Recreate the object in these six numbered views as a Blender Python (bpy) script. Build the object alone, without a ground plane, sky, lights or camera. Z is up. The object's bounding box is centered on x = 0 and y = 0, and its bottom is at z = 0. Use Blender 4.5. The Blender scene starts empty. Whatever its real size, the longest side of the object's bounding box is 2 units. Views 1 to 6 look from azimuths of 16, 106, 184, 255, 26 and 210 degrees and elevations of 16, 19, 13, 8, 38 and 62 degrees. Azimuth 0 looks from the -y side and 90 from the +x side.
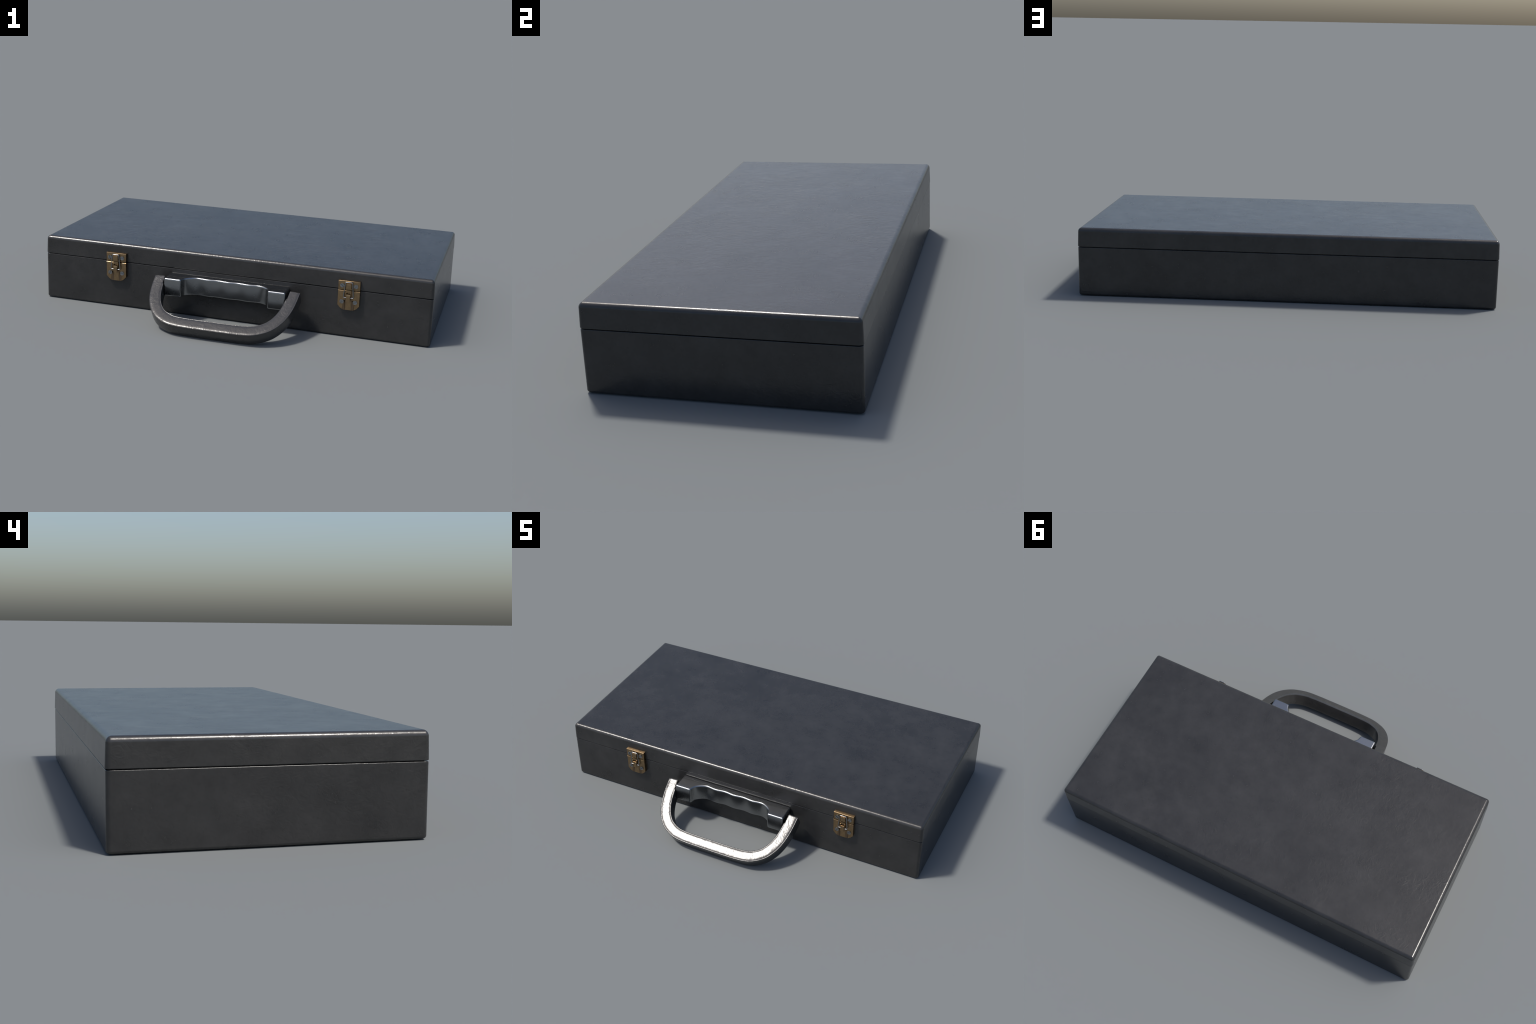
"""Hard leather carrying case: lid and base with a seam between, two brass
toggle latches with steel wire loops and slotted screws, a chrome mount with
finger waves, and a D-shaped leather handle hinged down until it rests on the
ground in front of the case.  Metres, z up, front of the case faces -y."""
import bpy, bmesh, math
from math import sin, cos, pi, radians
from mathutils import Vector, Matrix

# ------------------------------------------------------------------ sizes
HALF_X = 1.0                 # lid half length
FRONT, BACK = -0.3268, 0.6415  # lid front / back
TOP = 0.3310
LID_LOW, BASE_TOP = 0.2396, 0.2367
BASE_IN = 0.0016             # base is a touch smaller than the lid
LID_DRAFT = 0.0036           # lid walls lean in towards the top

LATCH_X = 0.5998             # latch centres at +-x
PLATE_Y = -0.3420            # outer face of the latch plates

TILT = radians(30.3)         # handle droops by this angle
TIP = Vector((0, -0.377, 0.211))   # top edge of the handle tips
HANDLE_DIR = Vector((0, -cos(TILT), -sin(TILT)))
HANDLE_UP = Vector((0, -sin(TILT), cos(TILT)))

scene = bpy.context.scene


# -------------------------------------------------------------- materials
class Nodes:
    """Small helper to write node trees in one line per node."""

    def __init__(self, name):
        self.mat = bpy.data.materials.new(name)
        self.mat.use_nodes = True
        self.tree = self.mat.node_tree
        self.bsdf = self.tree.nodes["Principled BSDF"]
        self.coord = self.tree.nodes.new("ShaderNodeTexCoord").outputs["Object"]

    def new(self, kind, **inputs):
        n = self.tree.nodes.new(kind)
        for k, v in inputs.items():
            self.put(n, k, v)
        return n

    def put(self, node, key, value):
        sock = node.inputs[key] if not key.startswith("i_") else node.inputs[int(key[2:])]
        if isinstance(value, bpy.types.NodeSocket):
            self.tree.links.new(value, sock)
        else:
            sock.default_value = value

    def mapped(self, scale, offset=(0, 0, 0)):
        m = self.new("ShaderNodeMapping", Vector=self.coord)
        m.inputs["Scale"].default_value = scale
        m.inputs["Location"].default_value = offset
        return m.outputs[0]

    def noise(self, vec, scale, detail=4.0, rough=0.55, distortion=0.0):
        n = self.new("ShaderNodeTexNoise", Vector=vec, Scale=scale, Detail=detail,
                     Roughness=rough, Distortion=distortion)
        return n.outputs["Fac"]

    def span(self, value, a, b, c, d):
        n = self.new("ShaderNodeMapRange", Value=value)
        for i, v in zip((1, 2, 3, 4), (a, b, c, d)):
            n.inputs[i].default_value = v
        return n.outputs[0]

    def math(self, op, a, b=0.0):
        n = self.new("ShaderNodeMath", i_0=a, i_1=b)
        n.operation = op
        return n.outputs[0]

    def ramp(self, fac, stops):
        n = self.new("ShaderNodeValToRGB", Fac=fac)
        e = n.color_ramp.elements
        while len(e) < len(stops):
            e.new(0.5)
        for s, (p, c) in zip(e, stops):
            s.position, s.color = p, (*c, 1)
        return n.outputs["Color"]

    def bump(self, height, distance, strength=1.0, normal=None):
        n = self.new("ShaderNodeBump", Height=height, Distance=distance, Strength=strength)
        if normal is not None:
            self.put(n, "Normal", normal)
        return n.outputs["Normal"]

    def out(self, **kw):
        names = dict(color="Base Color", rough="Roughness", metal="Metallic",
                     normal="Normal", spec="Specular IOR Level")
        for k, v in kw.items():
            self.put(self.bsdf, names[k], v)
        return self.mat


def leather_material(name, dark, light, rough, spec, wrinkle, grain):
    n = Nodes(name)
    cloud = n.noise(n.mapped((1, 1, 1)), 11.0, 7.0, 0.68)
    fleck = n.noise(n.mapped((1, 1, 1), (3, 1, 7)), 70.0, 4.0, 0.7)
    pits = n.span(fleck, 0.30, 0.44, 0.0, 1.0)           # small dark pits
    wide = n.noise(n.mapped((1, 1, 1), (4, 7, 1)), 5.0, 6.0, 0.6)   # worn, paler areas
    tone = n.span(n.math("ADD", n.math("MULTIPLY", wide, 0.42), n.math("MULTIPLY", cloud, 0.58)),
                  0.33, 0.66, 0.0, 1.0)
    tone = n.math("MULTIPLY", tone, n.math("ADD", n.math("MULTIPLY", pits, 0.45), 0.55))
    color = n.ramp(tone, [(0.0, dark), (1.0, light)])
    # creases: short curly wrinkles of a warped noise, strongest in patches
    wrinkles = n.noise(n.mapped((1.0, 0.75, 1.0), (5, 2, 0)), 36.0, 3.0, 0.55, 2.0)
    broad = n.noise(n.mapped((1.0, 0.7, 1.0), (2, 8, 1)), 15.0, 3.0, 0.5, 1.6)
    patch = n.span(n.noise(n.mapped((1, 1, 1), (9, 9, 2)), 4.0, 3.0), 0.40, 0.60, 0.22, 1.1)
    relief = n.math("ADD", n.math("MULTIPLY", wrinkles, patch), n.math("MULTIPLY", broad, 0.6))
    normal = n.bump(relief, wrinkle)
    normal = n.bump(fleck, grain, 1.0, normal)
    r = n.span(cloud, 0.3, 0.7, rough + 0.02, rough - 0.02)
    return n.out(color=color, rough=r, normal=normal, spec=spec)


def metal_material(name, low, high, rough, scale, bump=0.0):
    n = Nodes(name)
    wear = n.noise(n.mapped((1, 1, 1)), scale, 5.0, 0.6)
    color = n.ramp(wear, [(0.35, low), (0.65, high)])
    r = n.span(wear, 0.3, 0.7, rough * 1.15, rough * 0.85)
    kw = dict(color=color, rough=r, metal=1.0)
    if bump:
        kw["normal"] = n.bump(wear, bump)
    return n.out(**kw)


CASE_LEATHER = leather_material("case_leather", (0.018, 0.0178, 0.0177), (0.0345, 0.0340, 0.0335),
                                0.26, 0.5, 0.00080, 0.00004)
HANDLE_LEATHER = leather_material("handle_leather", (0.026, 0.0255, 0.025), (0.040, 0.039, 0.038),
                                  0.25, 0.6, 0.0019, 0.00028)
LINING = metal_material("dark_lining", (0.010, 0.010, 0.010), (0.014, 0.014, 0.014), 0.7, 30)
LINING.node_tree.nodes["Principled BSDF"].inputs["Metallic"].default_value = 0
CHROME = metal_material("dark_chrome", (0.25, 0.26, 0.27), (0.29, 0.30, 0.31), 0.25, 9)
STEEL = metal_material("dull_steel", (0.24, 0.25, 0.26), (0.33, 0.335, 0.34), 0.30, 180)
BRASS = metal_material("aged_brass", (0.255, 0.175, 0.098), (0.345, 0.238, 0.132), 0.31, 60, 0.00015)


def with_painted_darkening(material):
    """Copy of a metal, coloured darker along two flutes and around the hook tab."""
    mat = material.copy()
    mat.name = "brass_painted_dark"
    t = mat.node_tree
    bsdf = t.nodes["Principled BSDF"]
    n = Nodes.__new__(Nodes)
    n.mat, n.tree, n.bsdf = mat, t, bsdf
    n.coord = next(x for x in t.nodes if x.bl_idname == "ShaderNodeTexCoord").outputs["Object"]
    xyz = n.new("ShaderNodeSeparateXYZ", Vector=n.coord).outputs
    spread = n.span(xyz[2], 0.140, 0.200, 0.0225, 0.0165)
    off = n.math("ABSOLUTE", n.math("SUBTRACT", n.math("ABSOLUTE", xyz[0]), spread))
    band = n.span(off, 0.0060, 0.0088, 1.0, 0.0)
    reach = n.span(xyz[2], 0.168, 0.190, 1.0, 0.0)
    below = n.math("MULTIPLY", n.span(xyz[2], 0.1800, 0.1850, 0.0, 0.8),  # the tab's shadow on the plate, painted into the base colour
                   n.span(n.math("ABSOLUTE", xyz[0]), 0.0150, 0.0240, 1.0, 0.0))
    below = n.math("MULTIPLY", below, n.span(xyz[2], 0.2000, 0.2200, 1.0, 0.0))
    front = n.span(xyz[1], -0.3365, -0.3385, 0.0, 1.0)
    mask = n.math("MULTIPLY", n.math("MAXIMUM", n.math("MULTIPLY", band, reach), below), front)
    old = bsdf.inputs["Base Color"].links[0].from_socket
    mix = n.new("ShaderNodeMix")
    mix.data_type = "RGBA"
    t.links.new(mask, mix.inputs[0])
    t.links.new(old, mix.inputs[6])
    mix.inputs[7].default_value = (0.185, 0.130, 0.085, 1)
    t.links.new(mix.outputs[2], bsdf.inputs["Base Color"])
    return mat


PLATE_BRASS = with_painted_darkening(BRASS)


# ---------------------------------------------------------------- helpers
def finish(name, bm, material, parent=None, smooth_angle=40, location=(0, 0, 0)):
    bmesh.ops.remove_doubles(bm, verts=bm.verts, dist=1e-6)
    bmesh.ops.recalc_face_normals(bm, faces=bm.faces)
    me = bpy.data.meshes.new(name)
    bm.to_mesh(me)
    bm.free()
    me.materials.append(material)
    me.shade_smooth()
    me.set_sharp_from_angle(angle=radians(smooth_angle))
    return place(name, me, parent, location)


def place(name, mesh, parent, location=(0, 0, 0)):
    ob = bpy.data.objects.new(name, mesh)
    scene.collection.objects.link(ob)
    ob.location = location
    ob.parent = parent
    return ob


def loft(bm, rings, closed=False, cap=True):
    """Skin a list of equally long point rings."""
    vs = [[bm.verts.new(p) for p in ring] for ring in rings]
    m = len(vs[0])
    pairs = list(zip(vs, vs[1:])) + ([(vs[-1], vs[0])] if closed else [])
    for a, b in pairs:
        for i in range(m):
            j = (i + 1) % m
            bm.faces.new((a[i], a[j], b[j], b[i]))
    if cap and not closed:
        bm.faces.new(list(reversed(vs[0])))
        bm.faces.new(vs[-1])


def rounded_rect(x0, x1, y0, y1, r, z, steps=6):
    pts = []
    for cx, cy, a0 in ((x1 - r, y1 - r, 0), (x0 + r, y1 - r, 90),
                       (x0 + r, y0 + r, 180), (x1 - r, y0 + r, 270)):
        for k in range(steps + 1):
            a = radians(a0 + 90 * k / steps)
            pts.append(Vector((cx + r * cos(a), cy + r * sin(a), z)))
    return pts


def fillet(r, z_edge, upward, steps=6):
    """(inset, z) pairs that round the edge of a shell at height z_edge."""
    out = []
    for k in range(steps + 1):
        a = radians(90 * k / steps)
        inset = r * (1 - cos(a))
        z = z_edge - r + r * sin(a) if upward else z_edge + r - r * sin(a)
        out.append((inset, z))
    return out if upward else out[::-1]


def shell(name, x, y0, y1, z0, z1, r_low, r_high, r_corner, material, parent, draft=0.0):
    """Box with its own rounding below, above and at the upright corners."""
    bm = bmesh.new()
    rings = []
    for inset, z in fillet(r_low, z0, False) + fillet(r_high, z1, True):
        inset += draft * (z - z0) / (z1 - z0)
        rings.append(rounded_rect(-x + inset, x - inset, y0 + inset, y1 - inset,
                                  max(r_corner - inset, 0.001), z))
    loft(bm, rings)
    ob = finish(name, bm, material, parent, 60)
    ob.modifiers.new("flat_panels", "WEIGHTED_NORMAL").keep_sharp = True
    return ob


def prism(bm, outline, y_front, y_back, bevel=0.0, segments=2):
    """Extrude an (x, z) outline from y_front back to y_back, front rim bevelled."""
    front = [bm.verts.new((x, y_front, z)) for x, z in outline]
    back = [bm.verts.new((x, y_back, z)) for x, z in outline]
    m = len(outline)
    f = bm.faces.new(front)
    bm.faces.new(back[::-1])
    for i in range(m):
        j = (i + 1) % m
        bm.faces.new((front[i], back[i], back[j], front[j]))
    if bevel:
        bmesh.ops.bevel(bm, geom=list(f.edges), offset=bevel, segments=segments,
                        affect="EDGES", profile=0.5)


def box_outline(x0, x1, z0, z1):
    return [(x0, z0), (x1, z0), (x1, z1), (x0, z1)]


def catmull(points, steps):
    """Smooth curve through 2D control points."""
    p = [2 * points[0] - points[1]] + points + [2 * points[-1] - points[-2]]
    out = []
    for i in range(1, len(p) - 2):
        a, b, c, d = p[i - 1:i + 3]
        for k in range(steps):
            t = k / steps
            out.append(0.5 * ((2 * b) + (c - a) * t + (2 * a - 5 * b + 4 * c - d) * t * t
                              + (3 * b - a - 3 * c + d) * t ** 3))
    out.append(points[-1])
    return out


# ------------------------------------------------------------------- case
case = bpy.data.objects.new("leather_case", None)
scene.collection.objects.link(case)
case["label"] = "flat black leather case with brass latches and drooping handle"
case["category"] = "briefcase"

bx, by0, by1 = HALF_X - BASE_IN, FRONT + BASE_IN, BACK - BASE_IN
base = shell("base", HALF_X - 0.0003, FRONT + 0.0003, BACK - 0.0003, 0.0, BASE_TOP,
             0.010, 0.0026, 0.016, CASE_LEATHER, case, BASE_IN - 0.0003)
lid = shell("lid", HALF_X, FRONT, BACK, LID_LOW, TOP, 0.0026, 0.018, 0.0175, CASE_LEATHER, case, LID_DRAFT)
lip = shell("lip", HALF_X - 0.012, FRONT + 0.012, BACK - 0.012, BASE_TOP - 0.02,
            LID_LOW + 0.02, 0.002, 0.002, 0.012, LINING, case)

# folded leather edge at the lower rear corner
bm = bmesh.new()
rings = []
for k in range(25):
    t = k / 24
    x = 0.990 - 0.060 * t
    z = 0.0145 + 0.0065 * min(1.0, t / 0.28) ** 0.6
    r = 0.0016 * math.sin(pi * min(1.0, 0.08 + t * 0.95)) ** 0.5 + 0.0002
    rings.append([Vector((x, by1 + r * cos(a), z + 1.4 * r * sin(a)))
                  for a in (radians(45 * i) for i in range(8))])
loft(bm, rings)
finish("leather_fold", bm, CASE_LEATHER, base)


# ----------------------------------------------------------- handle mount
def recess_depth(x):
    """Front face of the mount: two end blocks, finger waves between them."""
    front, floor = -0.4245, -0.3650
    ax = abs(x)
    if ax >= 0.2225:
        return front
    wave = floor - 0.0026 * cos(2 * pi * x / 0.104)
    if ax > 0.150:                       # quarter-round end of the recess
        t = (ax - 0.150) / 0.0725
        rise = 1 - math.sqrt(max(0.0, 1 - t ** 2.1)) ** 0.95
        wave += (front - wave) * rise
    return wave


X_END, Z_LOW, Z_HIGH, MOUNT_BACK = 0.3085, 0.1235, 0.2140, -0.3262
wave_x = [-0.2225 + 0.445 * k / 54 for k in range(55)]
xs = [-X_END, -0.265] + wave_x + [0.265, X_END]
outline = [(x, recess_depth(x)) for x in xs] + [(X_END, MOUNT_BACK), (-X_END, MOUNT_BACK)]


def mount_layer(z):
    """Outline at height z; the front bellies out at mid height, most on the end blocks."""
    t = (z - (Z_LOW + Z_HIGH) / 2) / ((Z_HIGH - Z_LOW) / 2)
    belly = 1 - t * t
    pts = []
    for x, y in outline:
        w = max(0.0, min(1.0, (MOUNT_BACK - y) / (MOUNT_BACK + 0.4245)))
        pts.append(Vector((x, y - 0.0035 * belly * w ** 1.5, z)))
    return pts


bm = bmesh.new()
loft(bm, [mount_layer(Z_LOW + (Z_HIGH - Z_LOW) * k / 8) for k in range(9)])
bmesh.ops.recalc_face_normals(bm, faces=bm.faces)
sharp = [e for e in bm.edges if len(e.link_faces) == 2 and e.calc_face_angle(0) > radians(35)]
bmesh.ops.bevel(bm, geom=sharp, offset=0.0066, segments=5, affect="EDGES", profile=0.5,
                clamp_overlap=True)
mount = finish("handle_mount", bm, CHROME, case, 50)
mount.modifiers.new("flat_panels", "WEIGHTED_NORMAL").keep_sharp = True

bm = bmesh.new()                          # foot that joins the mount to the case
prism(bm, box_outline(-X_END + 0.02, X_END - 0.02, Z_LOW + 0.012, Z_HIGH - 0.012),
      MOUNT_BACK - 0.01, by0 + 0.006)
finish("mount_foot", bm, CHROME, mount)


# ----------------------------------------------------------------- handle
half = [(0.0, 0.2786), (0.07, 0.2784), (0.140, 0.2772), (0.200, 0.2712), (0.244, 0.2535),
        (0.278, 0.2280), (0.308, 0.1850), (0.3285, 0.1300), (0.3390, 0.0670), (0.3435, 0.0)]
spine = [Vector((-x, s)) for x, s in half[:0:-1]] + [Vector(p) for p in half]
spine = catmull(spine, 10)
HALF_W, THICK = 0.0287, 0.0655
# cross-section (u across towards the outside, h along the handle's normal)
crown = [(0.30, 0.0), (0.50, -0.0001), (0.65, -0.0004), (0.77, -0.0010), (0.85, -0.0015), (0.90, -0.0015),
         (0.94, -0.0010), (0.97, -0.0013), (0.99, -0.0025), (1.0, -0.0046)]
section = [(-u, h) for u, h in crown[::-1]] + [(0.0, 0.0)] + crown + [
           (1.0, -0.020), (1.0, -0.045), (1.0, -THICK + 0.005), (0.97, -THICK + 0.0013), (0.88, -THICK),
           (0.0, -THICK), (-0.88, -THICK), (-0.97, -THICK + 0.0013), (-1.0, -THICK + 0.005),
           (-1.0, -0.045), (-1.0, -0.020)]
NOTCH = 0.056                              # tips are cut back where the mount ends sit


def handle_ring(i, along, shrink):
    a = spine[max(i - 1, 0)]
    b = spine[min(i + 1, len(spine) - 1)]
    t = (b - a).normalized()
    out = Vector((t.y, -t.x))
    if out.dot(spine[i] - Vector((0, 0.05))) < 0:
        out = -out
    p = spine[i] + t * along
    s = p.y
    cut = 0.0065 * min(1.0, max(0.0, (NOTCH - s) / 0.006))
    pts = []
    for u, h in section:
        w = u * HALF_W
        w = max(w, -HALF_W + cut)
        w *= 1 - shrink / HALF_W
        hh = (h + THICK / 2) * (1 - 2 * shrink / THICK) - THICK / 2
        q = p + out * w
        v = TIP + HANDLE_DIR * q.y + HANDLE_UP * hh
        v.x = q.x
        v.z = max(v.z, 0.0)
        pts.append(v)
    return pts


last = len(spine) - 1
# extra stations in the arms so that the notch edge is crisp
rings = [handle_ring(0, 0.0, 0.004), handle_ring(0, 0.0010, 0.0012), handle_ring(0, 0.004, 0)]
rings += [handle_ring(i, 0, 0) for i in range(1, last)]
rings += [handle_ring(last, -0.004, 0), handle_ring(last, -0.0010, 0.0012), handle_ring(last, 0, 0.004)]
bm = bmesh.new()
loft(bm, rings)
handle = finish("handle", bm, HANDLE_LEATHER, case, 38)

# hinge pins from the mount ends into the handle tips
for sx in (-1, 1):
    bm = bmesh.new()
    bmesh.ops.create_cone(bm, cap_ends=True, segments=24, radius1=0.014, radius2=0.014, depth=0.04,
                          matrix=Matrix.Translation((sx * 0.315, -0.380, 0.170)) @ Matrix.Rotation(pi / 2, 4, "Y"))
    finish("hinge_pin", bm, LINING, mount)


# ---------------------------------------------------------------- latches
# every latch piece is modelled around its latch centre line x = 0
HW = 0.0530
CASE_Y = by0 + 0.004                       # pieces are sunk a little into the case


def latch_plate_mesh():
    bm = bmesh.new()
    prism(bm, [(-HW, 0.1625), (-0.0400, 0.1497), (-0.0265, 0.1400), (0.0265, 0.1400),
               (0.0400, 0.1497), (HW, 0.1625), (HW, 0.2368), (-HW, 0.2368)],
          PLATE_Y, CASE_Y, 0.0016, 3)
    return bm


def cut_grooves(mesh):
    """Two shallow upright flutes in the lower plate, running out at its foot."""
    plate = bpy.data.objects.new("plate", mesh)
    scene.collection.objects.link(plate)
    cutters = []
    for s in (-1, 1):
        bm = bmesh.new()
        lean = Matrix.Rotation(s * radians(6), 4, "Y") @ Matrix.Rotation(radians(-4.0), 4, "X")
        bmesh.ops.create_cone(bm, cap_ends=True, segments=48, radius1=0.012, radius2=0.012, depth=0.09,
                              matrix=Matrix.Translation((s * 0.0205, PLATE_Y - 0.0104, 0.145)) @ lean)
        me = bpy.data.meshes.new("cutter")
        bm.to_mesh(me)
        bm.free()
        ob = bpy.data.objects.new("cutter", me)
        scene.collection.objects.link(ob)
        cutters.append(ob)
        mod = plate.modifiers.new("groove", "BOOLEAN")
        mod.operation, mod.object, mod.solver = "DIFFERENCE", ob, "EXACT"
    bpy.context.view_layer.update()
    cut = bpy.data.meshes.new_from_object(plate.evaluated_get(bpy.context.evaluated_depsgraph_get()))
    cut.name = "latch"
    for ob in cutters + [plate]:
        bpy.data.objects.remove(ob)
    cut.set_sharp_from_angle(angle=radians(25))
    return cut


def strike_plate_mesh():
    bm = bmesh.new()
    prism(bm, box_outline(-HW, HW, 0.2402, 0.2853), PLATE_Y, CASE_Y, 0.0016, 3)
    return bm


def strap(bm, path, half_width, thick):
    """Bent sheet-metal strap: (y, z) path of its outer face, given width."""
    rings = []
    n = len(path)
    for i, (y, z) in enumerate(path):
        a, b = path[max(i - 1, 0)], path[min(i + 1, n - 1)]
        d = Vector((b[0] - a[0], b[1] - a[1])).normalized()
        nrm = Vector((-d.y, d.x))            # towards the case for a downward path
        if nrm.x < 0 and abs(nrm.x) > 0.2:
            nrm = -nrm
        q = Vector((y, z)) + nrm * thick
        rings.append([Vector((-half_width, y, z)), Vector((half_width, y, z)),
                      Vector((half_width, q.x, q.y)), Vector((-half_width, q.x, q.y))])
    loft(bm, rings)


def lug_mesh():
    """Raised tongue on the strike plate that the wire loop hangs over."""
    bm = bmesh.new()
    prism(bm, box_outline(-0.0128, 0.0128, 0.2480, 0.2745), -0.3535, PLATE_Y + 0.001, 0.0014, 2)
    prism(bm, box_outline(-0.0150, 0.0150, 0.2432, 0.2500), -0.3480, PLATE_Y + 0.001, 0.001, 2)
    return bm


def hook_mesh():
    """Lever: neck, eye with two cheeks, tab folded over the wire."""
    bm = bmesh.new()
    prism(bm, box_outline(-0.0128, 0.0128, 0.2285, 0.2420), -0.3505, PLATE_Y + 0.001, 0.0010, 2)
    for s in (-1, 1):                         # cheeks beside the square eye
        x0, x1 = sorted((s * 0.0098, s * 0.0132))
        prism(bm, [(x0, 0.2115), (x1, 0.2135), (x1, 0.2320), (x0, 0.2320)],
              -0.3530, PLATE_Y + 0.001, 0.0006, 2)
    strap(bm, [(-0.3430, 0.2229), (-0.3530, 0.2227), (-0.3556, 0.2218), (-0.3566, 0.2190),
               (-0.3572, 0.2080), (-0.3574, 0.1960), (-0.3572, 0.1876)], 0.0092, 0.0022)
    return bm


def wire_mesh():
    """Steel wire bent to a closed trapezoid."""
    r, bend = 0.0025, 0.0040
    corners = [Vector((-0.0166, -0.3487, 0.2785)), Vector((0.0166, -0.3487, 0.2785)),
               Vector((0.0246, -0.3515, 0.2035)), Vector((-0.0246, -0.3515, 0.2035))]
    path = []
    for i, c in enumerate(corners):
        a = (corners[i - 1] - c).normalized()
        b = (corners[(i + 1) % 4] - c).normalized()
        p0, p2 = c + a * bend, c + b * bend
        for k in range(6):
            t = k / 5
            path.append(p0 * (1 - t) ** 2 + c * (2 * t * (1 - t)) + p2 * t * t)
    normal = (corners[1] - corners[0]).cross(corners[2] - corners[0]).normalized()
    rings = []
    for i, p in enumerate(path):
        t = (path[(i + 1) % len(path)] - path[i - 1]).normalized()
        side = t.cross(normal)
        rings.append([p + (side * cos(a) + normal * sin(a)) * r
                      for a in (2 * pi * k / 12 for k in range(12))])
    bm = bmesh.new()
    loft(bm, rings, closed=True)
    return bm


def screw_mesh():
    """Slotted cheese-head screw facing -y, centred on its own origin."""
    R, slot, deep, high = 0.0104, 0.0016, 0.0004, 0.0042
    bm = bmesh.new()
    prism(bm, [(R * 0.97 * cos(2 * pi * k / 40), R * 0.97 * sin(2 * pi * k / 40)) for k in range(40)],
          -deep, 0.004)
    for s in (-1, 1):
        a0 = math.asin(slot / R)
        arc = [(R * cos(a), s * R * sin(a)) for a in
               (a0 + (pi - 2 * a0) * k / 24 for k in range(25))]
        prism(bm, arc, -high, 0.003, 0.0008, 2)
    return bm


latch_meshes = {}


def shared(name, builder, material):
    ob = finish(name, builder(), material, None, 35)
    me = ob.data
    bpy.data.objects.remove(ob)
    latch_meshes[name] = me
    return me


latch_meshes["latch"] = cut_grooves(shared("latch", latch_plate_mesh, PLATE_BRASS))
shared("strike_plate", strike_plate_mesh, BRASS)
shared("lug", lug_mesh, BRASS)
shared("hook", hook_mesh, BRASS)
shared("wire_loop", wire_mesh, STEEL)
shared("screw", screw_mesh, STEEL)

SLOT_ANGLES = {-1: (-75, 3, 72, -4), 1: (-32, 62, 58, 20)}
for sx in (-1, 1):
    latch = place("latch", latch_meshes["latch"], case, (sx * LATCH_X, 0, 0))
    for part in ("strike_plate", "lug", "hook"):
        place(part, latch_meshes[part], latch)
    wire = place("wire_loop", latch_meshes["wire_loop"], latch, (0, 0, 0.0015 if sx > 0 else -0.0005))
    spots = [(-0.0330, 0.2622), (0.0330, 0.2622), (-0.0322, 0.1818), (0.0326, 0.1822)]
    for (dx, z), ang in zip(spots, SLOT_ANGLES[sx]):
        screw = place("screw", latch_meshes["screw"], latch, (dx, PLATE_Y, z))
        screw.rotation_euler = (0, radians(-ang), 0)
